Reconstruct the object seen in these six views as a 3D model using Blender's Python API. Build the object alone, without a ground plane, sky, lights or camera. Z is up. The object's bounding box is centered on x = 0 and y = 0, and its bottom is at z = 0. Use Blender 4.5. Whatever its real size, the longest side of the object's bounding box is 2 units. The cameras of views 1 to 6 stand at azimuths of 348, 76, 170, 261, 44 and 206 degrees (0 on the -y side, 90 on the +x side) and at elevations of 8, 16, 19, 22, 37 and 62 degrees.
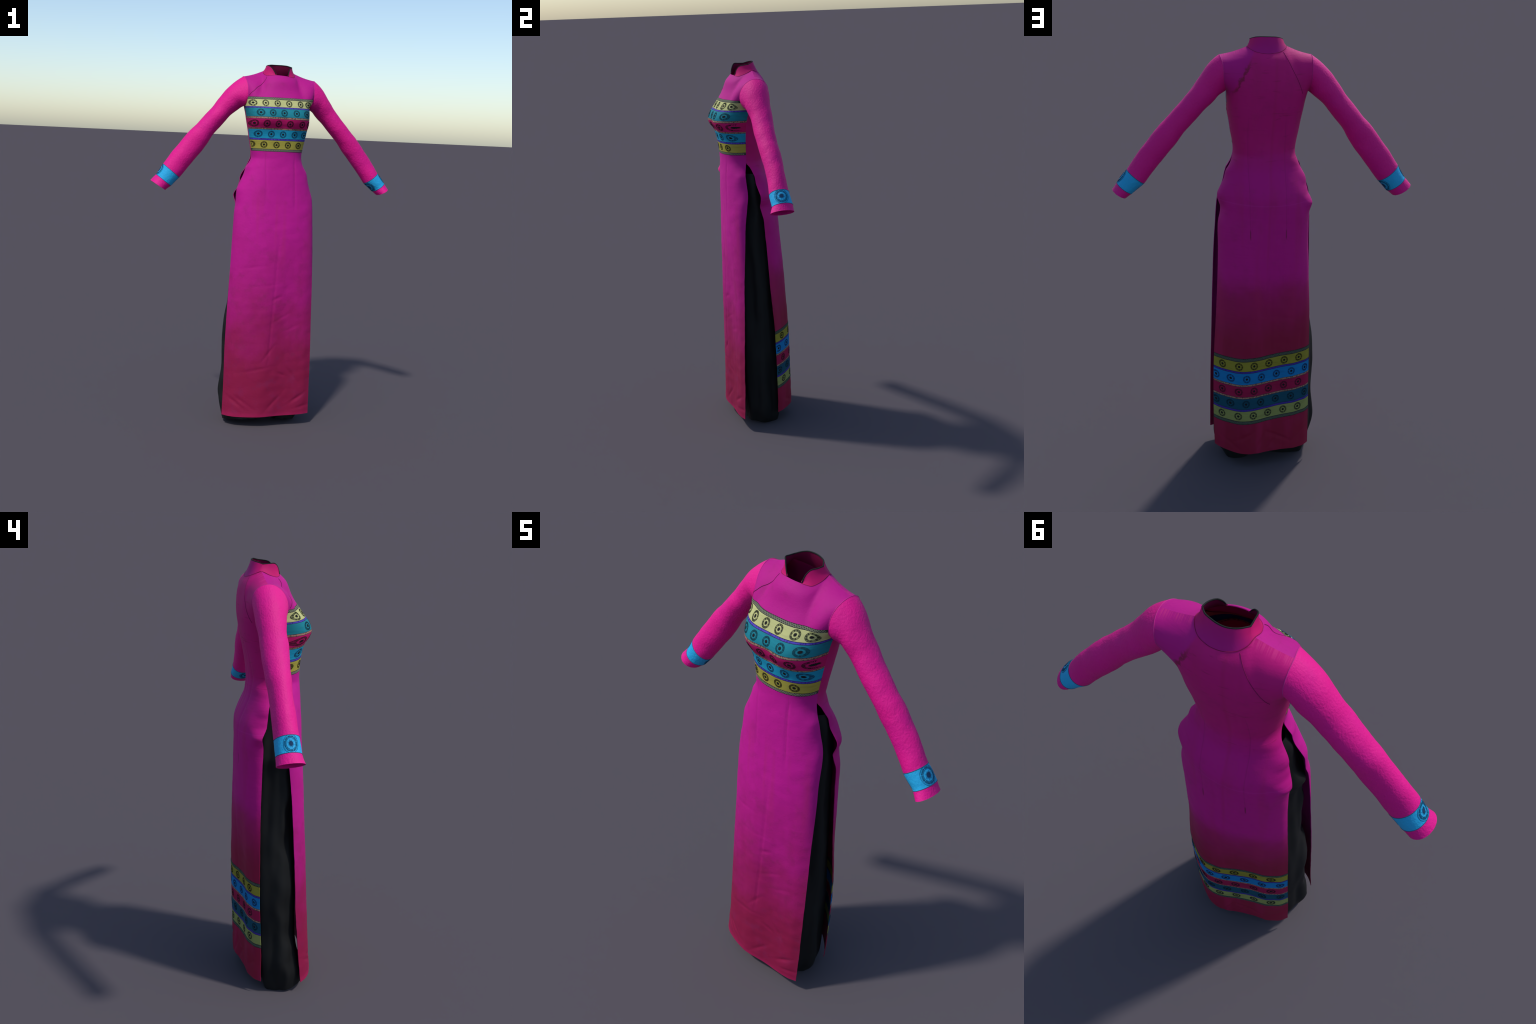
import bpy, bmesh, math, random
import numpy as np
from mathutils import Vector
from mathutils.bvhtree import BVHTree

random.seed(7)
RNG = np.random.default_rng(11)
FABRIC = 0.0022            # cloth thickness in metres

# ------------------------------------------------------------------ helpers
def lin(r, g, b):
    f = lambda c: c / 12.92 if c <= 0.04045 else ((c + 0.055) / 1.055) ** 2.4
    return (f(r / 255), f(g / 255), f(b / 255), 1.0)

def spline(xs, ys):
    """monotone-ish cubic (Catmull tangents, non uniform) through xs, ys; ys may be vectors"""
    xs = np.asarray(xs, float); ys = np.asarray(ys, float)
    if xs[0] > xs[-1]:
        xs, ys = xs[::-1], ys[::-1]
    v = ys.reshape(len(xs), -1)
    h = np.diff(xs)[:, None]
    d = np.diff(v, axis=0) / h
    m = np.zeros_like(v)
    m[0], m[-1] = d[0], d[-1]
    m[1:-1] = (d[:-1] * h[1:] + d[1:] * h[:-1]) / (h[1:] + h[:-1])
    def f(q):
        q = np.clip(np.asarray(q, float), xs[0], xs[-1])
        i = np.clip(np.searchsorted(xs, q, side="right") - 1, 0, len(xs) - 2)
        hh = (xs[i + 1] - xs[i])[..., None]
        t = (q - xs[i])[..., None] / hh
        r = ((2 * t**3 - 3 * t**2 + 1) * v[i] + (t**3 - 2 * t**2 + t) * hh * m[i]
             + (-2 * t**3 + 3 * t**2) * v[i + 1] + (t**3 - t**2) * hh * m[i + 1])
        return r[..., 0] if ys.ndim == 1 else r
    return f

def smooth01(a, b, x):
    t = np.clip((np.asarray(x, float) - a) / (b - a), 0, 1)
    return t * t * (3 - 2 * t)

def curve3(points, n, knots=None):
    """n points of a smooth curve through 3D points"""
    p = np.asarray(points, float)
    if knots is None:
        k = np.r_[0, np.cumsum(np.linalg.norm(np.diff(p, axis=0), axis=1))]
        k /= k[-1]
    else:
        k = np.asarray(knots, float)
    return spline(k, p)(np.linspace(k[0], k[-1], n))

class Waves:
    """small smooth random relief, a sum of plane waves"""
    def __init__(self, n, lo, hi, seed):
        r = np.random.default_rng(seed)
        self.k = r.normal(size=(n, 3))
        self.k /= np.linalg.norm(self.k, axis=1)[:, None]
        self.k *= (2 * math.pi / r.uniform(lo, hi, n))[:, None]
        self.p = r.uniform(0, 6.28, n)
        self.n = n
    def __call__(self, P):
        return np.sin(P @ self.k.T + self.p).sum(-1) / math.sqrt(self.n)

# ------------------------------------------------------------------ scene objects
def link(ob, parent):
    bpy.context.scene.collection.objects.link(ob)
    if parent is not None:
        ob.parent = parent
    return ob

def mesh_object(name, verts, faces, mat, parent, normals=None, smooth=True, kind=None):
    me = bpy.data.meshes.new(name)
    me.from_pydata([tuple(map(float, v)) for v in verts], [], [tuple(map(int, f)) for f in faces])
    me.validate(clean_customdata=False)
    me.polygons.foreach_set("use_smooth", [smooth] * len(me.polygons))
    if normals is not None:
        me.normals_split_custom_set_from_vertices([tuple(map(float, n)) for n in normals])
    me.materials.append(mat)
    ob = bpy.data.objects.new(name, me)
    if kind:
        ob["kind"] = kind
    return link(ob, parent)

def grid_faces(nr, nc, wrap=False):
    f = []
    for i in range(nr - 1):
        for j in range(nc if wrap else nc - 1):
            k = (j + 1) % nc
            f.append((i * nc + j, i * nc + k, (i + 1) * nc + k, (i + 1) * nc + j))
    return f

class Cloth:
    """a sheet of fabric: outer faces with smooth vertex normals, cut by planes, given a thickness on output"""
    def __init__(self, P, outward, wrap=False):
        nr, nc = P.shape[:2]
        self.bm = bmesh.new()
        vs = [self.bm.verts.new(tuple(p)) for p in P.reshape(-1, 3)]
        for f in grid_faces(nr, nc, wrap):
            try:
                self.bm.faces.new([vs[i] for i in f])
            except ValueError:
                pass
        self.outward = outward
        self.bm.normal_update()
        ref = sum((f.normal.dot(Vector(outward(f.calc_center_median()))) for f in self.bm.faces))
        if ref < 0:
            bmesh.ops.reverse_faces(self.bm, faces=self.bm.faces[:])
            self.bm.normal_update()
    def cut(self, co, no, keep=None):
        fs = [f for f in self.bm.faces if keep is None or keep(f.calc_center_median())]
        es = list({e for f in fs for e in f.edges}); vs = list({v for f in fs for v in f.verts})
        bmesh.ops.bisect_plane(self.bm, geom=vs + es + fs, dist=1e-5, plane_co=co, plane_no=no)
    def finish(self):
        self.bm.normal_update()
        self.bm.verts.index_update(); self.bm.faces.index_update()
        self.V = np.array([v.co[:] for v in self.bm.verts])
        self.N = np.array([v.normal[:] for v in self.bm.verts])
        self.F = [[v.index for v in f.verts] for f in self.bm.faces]
        self.C = np.array([f.calc_center_median()[:] for f in self.bm.faces])
        self.border = {tuple(sorted((e.verts[0].index, e.verts[1].index))) for e in self.bm.edges if len(e.link_faces) == 1}
        self.bvh = BVHTree.FromPolygons([Vector(v) for v in self.V], self.F)
        return self
    def emit(self, name, pick, mat, parent, thick=FABRIC):
        idx = [i for i in range(len(self.F)) if pick[i]]
        used = sorted({v for i in idx for v in self.F[i]})
        m = {v: k for k, v in enumerate(used)}
        nv = len(used)
        vo = self.V[used]; no = self.N[used]
        verts = [*vo, *(vo - no * thick)]
        norms = [*no, *(-no)]
        faces = []
        for i in idx:
            f = [m[v] for v in self.F[i]]
            faces.append(f)
            faces.append([v + nv for v in f[::-1]])
        for i in idx:                                   # closed rim along the free edges of the cloth
            f = self.F[i]
            for a, b in zip(f, f[1:] + f[:1]):
                if tuple(sorted((a, b))) in self.border:
                    n0 = len(verts)
                    A, B, Cc, D = verts[m[a]], verts[m[b]], verts[m[b] + nv], verts[m[a] + nv]
                    fn = np.cross(B - A, D - A); fn = -fn / (np.linalg.norm(fn) + 1e-12)
                    verts += [A, B, Cc, D]; norms += [fn] * 4
                    faces.append([n0 + 1, n0, n0 + 3, n0 + 2])
        return mesh_object(name, verts, faces, mat, parent, norms)
    def ray(self, o, d):
        h = self.bvh.ray_cast(Vector(o), Vector(d))
        return (np.array(h[0]), np.array(h[1])) if h[0] is not None else (None, None)

def raised(name, polys, mapper, mat, parent, height=0.0009, kind=None):
    """2D polygons laid on a surface as a slightly raised thread relief with side walls"""
    key = {}; top = []; low = []; nor = []; faces = []; cnt = {}
    for poly in polys:
        ids = []
        for p in poly:
            k = (round(p[0], 5), round(p[1], 5))
            if k not in key:
                P, n = mapper(*p)
                if P is None:
                    key[k] = -1
                else:
                    key[k] = len(top)
                    top.append(P + n * height); low.append(P - n * 0.0004); nor.append(n)
            ids.append(key[k])
        if -1 in ids or len(set(ids)) < 3:
            continue
        faces.append(ids)
        for a, b in zip(ids, ids[1:] + ids[:1]):
            cnt[(a, b)] = cnt.get((a, b), 0) + 1
    if not faces:
        return None
    n = len(top); out = []
    # consistent winding against the surface normal
    for f in faces:
        a, b, c = (top[f[0]], top[f[1]], top[f[2]])
        out.append(f if np.dot(np.cross(b - a, c - a), nor[f[0]]) > 0 else f[::-1])
    edges = {}
    for f in out:
        for a, b in zip(f, f[1:] + f[:1]):
            edges[(a, b)] = True
    for a, b in list(edges):
        if (b, a) not in edges:
            out.append([b, a, a + n, b + n])
    return mesh_object(name, top + low, out, mat, parent, smooth=False, kind=kind)

def tube(name, pts, r, mat, parent, sides=8, kind=None):
    pts = np.asarray(pts, float)
    T = np.gradient(pts, axis=0); T /= np.linalg.norm(T, axis=1)[:, None] + 1e-12
    up = np.array([0.13, 0.21, 0.97])
    rings = []
    for p, t in zip(pts, T):
        a = np.cross(t, up); a /= np.linalg.norm(a) + 1e-9
        b = np.cross(t, a); up = -b if np.dot(-b, up) > 0 else b
        rings += [p + r * (math.cos(q) * a + math.sin(q) * b) for q in np.linspace(0, 2 * math.pi, sides, endpoint=False)]
    f = grid_faces(len(pts), sides, True)
    f.append(list(range(sides))[::-1]); f.append([(len(pts) - 1) * sides + i for i in range(sides)])
    return mesh_object(name, rings, f, mat, parent, kind=kind)

# ------------------------------------------------------------------ materials
class Mat:
    def __init__(self, name, rough=0.75, spec=0.2, sheen=0.0):
        self.m = bpy.data.materials.new(name); self.m.use_nodes = True
        self.t = self.m.node_tree; self.n = self.t.nodes
        self.b = self.n["Principled BSDF"]
        self.b.inputs["Roughness"].default_value = rough
        self.b.inputs["Specular IOR Level"].default_value = spec
        self.b.inputs["Sheen Weight"].default_value = sheen
        self.b.inputs["Sheen Roughness"].default_value = 0.5
        self.tc = self.n.new("ShaderNodeTexCoord").outputs["Object"]
        self.sep = None
    def link(self, a, b):
        self.t.links.new(a, b)
    def put(self, sock, v):
        if hasattr(v, "is_linked"):
            self.link(v, sock)
        else:
            sock.default_value = v
    def xyz(self, i):
        if self.sep is None:
            self.sep = self.n.new("ShaderNodeSeparateXYZ"); self.link(self.tc, self.sep.inputs[0])
        return self.sep.outputs[i]
    def math(self, op, a, b=0.0, c=0.0, clamp=False):
        k = self.n.new("ShaderNodeMath"); k.operation = op; k.use_clamp = clamp
        self.put(k.inputs[0], a); self.put(k.inputs[1], b); self.put(k.inputs[2], c)
        return k.outputs[0]
    def ramp01(self, v, a, b):
        k = self.n.new("ShaderNodeMapRange"); k.interpolation_type = "SMOOTHSTEP"
        self.put(k.inputs["Value"], v)
        lo, hi = (a, b) if a < b else (b, a)
        k.inputs["From Min"].default_value = lo; k.inputs["From Max"].default_value = hi
        k.inputs["To Min"].default_value = 0.0 if a < b else 1.0
        k.inputs["To Max"].default_value = 1.0 if a < b else 0.0
        return k.outputs["Result"]
    def mix(self, f, a, b, mode="MIX"):
        k = self.n.new("ShaderNodeMix"); k.data_type = "RGBA"; k.blend_type = mode
        self.put(k.inputs[0], f); self.put(k.inputs[6], a); self.put(k.inputs[7], b)
        return k.outputs[2]
    def mapped(self, scale, rot=(0, 0, 0)):
        k = self.n.new("ShaderNodeMapping"); self.link(self.tc, k.inputs["Vector"])
        k.inputs["Scale"].default_value = scale; k.inputs["Rotation"].default_value = rot
        return k.outputs[0]
    def noise(self, scale, detail=3, rough=0.5, vec=None, dist=0.0):
        k = self.n.new("ShaderNodeTexNoise"); self.link(vec or self.tc, k.inputs["Vector"])
        k.inputs["Scale"].default_value = scale; k.inputs["Detail"].default_value = detail
        k.inputs["Roughness"].default_value = rough; k.inputs["Distortion"].default_value = dist
        return k.outputs["Fac"]
    def voronoi(self, scale, vec=None, feature="F1"):
        k = self.n.new("ShaderNodeTexVoronoi"); self.link(vec or self.tc, k.inputs["Vector"])
        k.feature = feature; k.inputs["Scale"].default_value = scale
        return k.outputs["Distance"]
    def bump(self, h, strength, dist=0.002):
        k = self.n.new("ShaderNodeBump"); k.inputs["Strength"].default_value = strength
        k.inputs["Distance"].default_value = dist
        self.link(h, k.inputs["Height"])
        prev = self.b.inputs["Normal"]
        if prev.is_linked:
            self.link(prev.links[0].from_socket, k.inputs["Normal"])
        self.link(k.outputs[0], prev)
    def color(self, c):
        self.put(self.b.inputs["Base Color"], c)
        return self.m
    def gauss_line(self, dist, w):
        """1 on a line, fading to 0 at distance w"""
        return self.ramp01(self.math("ABSOLUTE", dist), w, 0.0)

MAGENTA = (0.49, 0.006, 0.25, 1)
VIOLET = (0.50, 0.005, 0.215, 1)
CRIMSON = (0.240, 0.005, 0.047, 1)
PINK = (0.69, 0.004, 0.225, 1)
COLLAR_PINK = (0.51, 0.004, 0.125, 1)

def front_fabric():
    M = Mat("magenta_cloth_front", 0.7, 0.22)
    z = M.xyz(2); x = M.xyz(0)
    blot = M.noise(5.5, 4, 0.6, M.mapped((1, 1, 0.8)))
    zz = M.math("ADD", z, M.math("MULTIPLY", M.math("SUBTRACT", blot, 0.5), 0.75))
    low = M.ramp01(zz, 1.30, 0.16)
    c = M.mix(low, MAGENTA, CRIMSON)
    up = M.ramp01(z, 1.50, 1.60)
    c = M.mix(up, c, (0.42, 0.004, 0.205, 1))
    # baked wrinkle shading as cloudy darker patches, stronger to the hem
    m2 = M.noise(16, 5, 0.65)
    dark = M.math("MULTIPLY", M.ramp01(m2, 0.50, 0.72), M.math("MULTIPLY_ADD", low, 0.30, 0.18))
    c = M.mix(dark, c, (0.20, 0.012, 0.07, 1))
    # soft vertical streaks under the waist
    wv = M.noise(15, 2, 0.5, M.mapped((1, 1, 0.06)))
    fall = M.math("MULTIPLY", M.ramp01(wv, 0.52, 0.70), M.math("MULTIPLY", M.ramp01(z, 1.36, 1.22), M.ramp01(z, 0.80, 1.05)))
    c = M.mix(M.math("MULTIPLY", fall, 0.55), c, (0.45, 0.014, 0.16, 1))
    # stitched dart lines
    for x0, z1 in ((-0.076, 1.25), (0.083, 1.20)):
        d = M.math("SUBTRACT", x, M.math("MULTIPLY_ADD", M.math("SUBTRACT", z, 1.46), -0.05 if x0 > 0 else -0.045, x0))
        k = M.math("MULTIPLY", M.gauss_line(d, 0.0035), M.math("MULTIPLY", M.ramp01(z, z1, z1 + 0.12), M.ramp01(z, 1.53, 1.5)))
        c = M.mix(M.math("MULTIPLY", k, 0.22), c, (0.22, 0.008, 0.09, 1))
    # highlight along the hem, tinted in as a brighter strip
    c = M.mix(M.math("MULTIPLY", M.ramp01(z, 0.09, 0.068), 0.3), c, (0.45, 0.01, 0.10, 1))
    M.bump(M.noise(170, 3, 0.6, M.mapped((1, 1, 1.6))), 0.35, 0.0012)
    M.bump(M.noise(14, 4, 0.6, M.mapped((1, 1, 1.3))), 0.30, 0.006)
    return M.color(c)

def back_fabric():
    M = Mat("magenta_cloth_back", 0.7, 0.22)
    z = M.xyz(2); x = M.xyz(0)
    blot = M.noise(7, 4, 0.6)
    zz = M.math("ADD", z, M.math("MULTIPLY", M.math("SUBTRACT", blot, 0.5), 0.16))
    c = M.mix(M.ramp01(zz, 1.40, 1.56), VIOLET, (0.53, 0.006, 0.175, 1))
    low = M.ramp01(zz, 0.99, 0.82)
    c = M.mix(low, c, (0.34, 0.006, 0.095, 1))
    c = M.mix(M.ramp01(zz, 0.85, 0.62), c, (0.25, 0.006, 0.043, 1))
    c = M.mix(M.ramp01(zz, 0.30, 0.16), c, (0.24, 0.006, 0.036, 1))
    streak = M.noise(16, 3, 0.5, M.mapped((1, 0.4, 0.10)))
    c = M.mix(M.math("MULTIPLY", M.ramp01(streak, 0.50, 0.72), 0.30), c, (0.42, 0.012, 0.10, 1))
    m2 = M.noise(12, 5, 0.65)
    c = M.mix(M.math("MULTIPLY", M.ramp01(m2, 0.5, 0.75), 0.22), c, (0.25, 0.012, 0.08, 1))
    # violet shoulder patch outside the fold line on the wearer's left
    d = M.math("SUBTRACT", x, M.math("MULTIPLY_ADD", M.math("SUBTRACT", z, 1.935), -0.53, 0.060))
    patch = M.math("MULTIPLY", M.ramp01(d, 0.0, 0.012), M.ramp01(z, 1.72, 1.80))
    c = M.mix(M.math("MULTIPLY", patch, 0.85), c, (0.48, 0.006, 0.225, 1))
    jag = M.math("MULTIPLY", M.math("SUBTRACT", M.noise(40, 4, 0.65), 0.5), 0.050)
    fold = M.math("MULTIPLY", M.gauss_line(M.math("ADD", d, jag), 0.012), M.math("MULTIPLY", M.ramp01(z, 1.745, 1.79), M.ramp01(z, 1.925, 1.86)))
    c = M.mix(M.math("MULTIPLY", fold, 0.75), c, (0.16, 0.010, 0.030, 1))  # shadow in the crease, painted as a dark jagged line
    # shoulder seam puckers, drawn as lighter streaks where they catch the sun
    gat = M.noise(1.0, 2, 0.5, M.mapped((230, 6, 6)))
    near = M.math("MULTIPLY", M.ramp01(M.xyz(1), 0.052, 0.030), M.ramp01(z, 1.885, 1.905))
    c = M.mix(M.math("MULTIPLY", M.math("MULTIPLY", M.ramp01(gat, 0.42, 0.62), near), 0.6), c, (0.62, 0.030, 0.21, 1))
    # centre and side dart lines
    for x0, sl in ((0.083, 0.02), (-0.079, 0.012)):
        dd = M.math("SUBTRACT", x, M.math("MULTIPLY_ADD", M.math("SUBTRACT", z, 1.4), sl, x0))
        k = M.math("MULTIPLY", M.gauss_line(dd, 0.003), M.math("MULTIPLY", M.ramp01(z, 1.16, 1.20), M.ramp01(z, 1.68, 1.62)))
        c = M.mix(M.math("MULTIPLY", k, 0.25), c, (0.20, 0.006, 0.07, 1))
        kk = M.math("MULTIPLY", M.gauss_line(dd, 0.004), M.math("MULTIPLY", M.ramp01(z, 1.125, 1.145), M.ramp01(z, 1.185, 1.165)))
        c = M.mix(M.math("MULTIPLY", kk, 0.8), c, (0.14, 0.008, 0.03, 1))
    cm = M.math("SUBTRACT", x, M.math("MULTIPLY_ADD", M.math("SUBTRACT", z, 1.4), -0.035, -0.012))
    c = M.mix(M.math("MULTIPLY", M.math("MULTIPLY", M.gauss_line(cm, 0.012), M.ramp01(z, 0.9, 1.1)), 0.25), c, (0.40, 0.010, 0.09, 1))
    # pale line across the hips; short broken dark strokes above the waist
    hip = M.math("SUBTRACT", z, M.math("MULTIPLY_ADD", M.math("MULTIPLY", x, x), 0.25, 1.285))
    c = M.mix(M.math("MULTIPLY", M.gauss_line(hip, 0.004), 0.22), c, (0.60, 0.03, 0.34, 1))
    brk = M.noise(9, 3, 0.6, M.mapped((1, 1, 7)), 0.5)
    c = M.mix(M.math("MULTIPLY", M.math("MULTIPLY", M.ramp01(brk, 0.60, 0.72), M.ramp01(z, 1.30, 1.5)), 0.40), c, (0.26, 0.006, 0.06, 1))
    M.bump(brk, 0.15, 0.005)
    M.bump(M.noise(170, 3, 0.6), 0.25, 0.001)
    M.bump(M.noise(14, 4, 0.6), 0.25, 0.005)
    return M.color(c)

def sleeve_fabric(name, col):
    M = Mat(name, 0.65, 0.28)
    n1 = M.noise(125, 2.5, 0.55, M.mapped((1, 1.15, 0.75)), 0.25)
    tone = M.noise(9, 3, 0.5)
    c = M.mix(M.math("MULTIPLY", M.ramp01(tone, 0.45, 0.75), 0.35), col, (col[0] * 0.82, col[1], col[2] * 1.05, 1))
    M.bump(n1, 0.50, 0.0042)
    return M.color(c)

def collar_fabric():
    M = Mat("pink_collar_cloth", 0.7, 0.22)
    t = M.noise(30, 3, 0.5)
    M.bump(M.noise(220, 2), 0.2, 0.0008)
    c = M.mix(M.math("MULTIPLY", t, 0.3), COLLAR_PINK, (0.44, 0.005, 0.15, 1))
    return M.color(M.mix(M.ramp01(M.xyz(1), 0.02, 0.075), c, (0.42, 0.006, 0.19, 1)))

def band_fabric(name, col, ridges=0.25):
    M = Mat(name, 0.78, 0.15)
    n = M.noise(55, 4, 0.6, M.mapped((0.35, 0.35, 2.2)))
    c = M.mix(M.math("MULTIPLY", M.ramp01(n, 0.45, 0.75), 0.38), col, tuple(v * 0.62 for v in col[:3]) + (1,))
    n3 = M.noise(10, 3, 0.5)
    c = M.mix(M.math("MULTIPLY", M.ramp01(n3, 0.5, 0.75), 0.25), c, tuple(v * 0.6 for v in col[:3]) + (1,))
    M.bump(n, 0.45, 0.002)
    return M.color(c)

def cord_fabric(name, a, b, edges, tilt):
    """narrow cord: mottled thread with dark selvedge lines along both edges"""
    M = Mat(name, 0.7, 0.2)
    n = M.voronoi(130, M.mapped((1, 1, 1.0)))
    c = M.mix(M.ramp01(n, 0.15, 0.65), b, a)
    h = M.math("ADD", M.xyz(2), M.math("MULTIPLY", M.xyz(0), tilt))
    for e in edges:
        c = M.mix(M.gauss_line(M.math("SUBTRACT", h, e), 0.0034), c, (0.012, 0.012, 0.016, 1))
    M.bump(n, 0.5, 0.002)
    return M.color(c)

def plain(name, col, rough=0.75, spec=0.2, grain=0.15):
    M = Mat(name, rough, spec)
    n = M.noise(140, 3, 0.6)
    M.bump(n, 0.3, 0.001)
    return M.color(M.mix(M.math("MULTIPLY", n, grain * 2), col, tuple(v * 0.5 for v in col[:3]) + (1,)))

def trouser_fabric():
    M = Mat("black_satin", 0.6, 0.15)
    n = M.noise(6, 3, 0.5)
    M.bump(n, 0.15, 0.004)
    return M.color(M.mix(n, (0.008, 0.0085, 0.009, 1), (0.013, 0.0135, 0.0135, 1)))

# ------------------------------------------------------------------ measured shape rules
Z_ARM = 1.770                                            # height of the armpits
# side seam (bodice) and slit edges (skirt): z, x, y
EDGE_F_R = np.array([(1.77, .180, -.010), (1.74, .179, -.024), (1.71, .176, -.031), (1.68, .174, -.036), (1.64, .168, -.038),
    (1.58, .158, -.038), (1.545, .151, -.037), (1.51, .147, -.036), (1.49, .147, -.038), (1.46, .150, -.043), (1.44, .158, -.047),
    (1.42, .169, -.050), (1.40, .175, -.050), (1.36, .184, -.048), (1.32, .197, -.048), (1.28, .208, -.055), (1.24, .212, -.061),
    (1.20, .214, -.067), (1.15, .216, -.073), (1.10, .219, -.077), (1.0, .223, -.084), (.9, .225, -.091), (.8, .227, -.096),
    (.6, .230, -.105), (.4, .233, -.113), (.2, .234, -.120), (.062, .234, -.126)])
EDGE_F_L = np.array([(1.77, -.180, -.010), (1.74, -.174, -.024), (1.71, -.169, -.031), (1.69, -.166, -.036), (1.65, -.158, -.038),
    (1.597, -.149, -.038), (1.545, -.139, -.038), (1.51, -.136, -.036), (1.49, -.138, -.036), (1.46, -.153, -.036), (1.44, -.166, -.036),
    (1.42, -.171, -.034), (1.40, -.177, -.034), (1.36, -.195, -.036), (1.34, -.204, -.038), (1.32, -.211, -.040), (1.28, -.215, -.041), (1.24, -.217, -.044),
    (1.20, -.223, -.049), (1.15, -.226, -.052), (1.10, -.228, -.055), (1.0, -.232, -.061), (.9, -.235, -.065), (.8, -.239, -.067),
    (.6, -.246, -.068), (.4, -.250, -.069), (.3, -.250, -.073), (.2, -.251, -.079), (.1, -.254, -.087), (.060, -.255, -.091)])
EDGE_B_R = np.array([*EDGE_F_R[:9], (1.46, .151, -.018), (1.44, .159, -.010), (1.42, .173, -.003), (1.40, .179, -.001), (1.38, .184, .001),
    (1.36, .194, .006), (1.34, .205, .011), (1.32, .214, .016), (1.30, .214, .017), (1.28, .208, .016), (1.26, .201, .014), (1.24, .201, .018),
    (1.22, .205, .022), (1.20, .210, .027), (1.15, .213, .031), (1.10, .212, .034), (1.0, .213, .041), (.9, .216, .047), (.8, .220, .052),
    (.7, .225, .058), (.6, .231, .063), (.5, .234, .065), (.3, .235, .067), (.1, .230, .067), (.076, .229, .067)])
EDGE_B_L = np.array([*EDGE_F_L[:8], (1.49, -.138, -.020), (1.46, -.149, .003), (1.44, -.157, .008), (1.42, -.168, .013), (1.40, -.179, .019),
    (1.38, -.185, .023), (1.36, -.186, .026), (1.34, -.191, .030), (1.32, -.196, .034), (1.30, -.206, .046), (1.28, -.212, .056),
    (1.26, -.208, .054), (1.24, -.202, .051), (1.22, -.200, .051), (1.20, -.199, .052), (1.15, -.199, .056), (1.10, -.199, .059),
    (1.0, -.203, .066), (.9, -.207, .072), (.8, -.212, .077), (.6, -.216, .083), (.4, -.219, .086), (.2, -.223, .090), (.068, -.224, .093)])
MID_F = spline(*np.array([(1.77, -.160), (1.745, -.180), (1.72, -.192), (1.70, -.191), (1.68, -.183), (1.657, -.168), (1.634, -.160),
    (1.587, -.151), (1.55, -.146), (1.49, -.144), (1.40, -.146), (1.2, -.147), (1.0, -.153), (.8, -.157), (.6, -.162), (.3, -.169), (.06, -.174)]).T)
MID_B = spline(*np.array([(1.77, .118), (1.72, .113), (1.686, .107), (1.645, .100), (1.604, .093), (1.57, .089), (1.52, .087), (1.489, .088),
    (1.468, .091), (1.429, .099), (1.393, .115), (1.359, .131), (1.321, .145), (1.29, .149), (1.25, .150), (1.14, .155), (.96, .166),
    (.79, .172), (.59, .177), (.25, .183), (.07, .186)]).T)
def shift(E, dx, dy, lo, hi):
    k = smooth01(lo, hi, E[:, 0])
    E[:, 1] += dx * k; E[:, 2] += dy * k
shift(EDGE_F_R, -.0075, 0, 1.44, 1.50); shift(EDGE_B_R, -.0075, 0, 1.44, 1.50)
shift(EDGE_F_L, -.0045, 0, 1.47, 1.52); shift(EDGE_B_L, -.0045, 0, 1.47, 1.52)
EDGE_F_L[:, 2] -= .005 * smooth01(1.3, 1.1, EDGE_F_L[:, 0])
# hanging folds of the hems: relative depth across the width, -1 wearer's right .. 1 wearer's left
FOLD_F = spline([-1, -.9, -.767, -.583, -.37, -.174, .075, .284, .5, .66, .85, 1], [0, .38, .68, .87, .97, 1.0, .83, .65, .53, .44, .26, 0])
FOLD_B = spline([-1, -.916, -.77, -.625, -.53, -.35, -.167, .0, .167, .3, .41, .55, .69, .85, .965, 1], [0, .20, .38, .52, .56, .63, .74, .85, .96, 1.0, 1.0, .90, .69, .40, .12, 0])

SV = Waves(14, 0.10, 0.35, 3)
FINE = Waves(18, 0.035, 0.12, 5)

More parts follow.
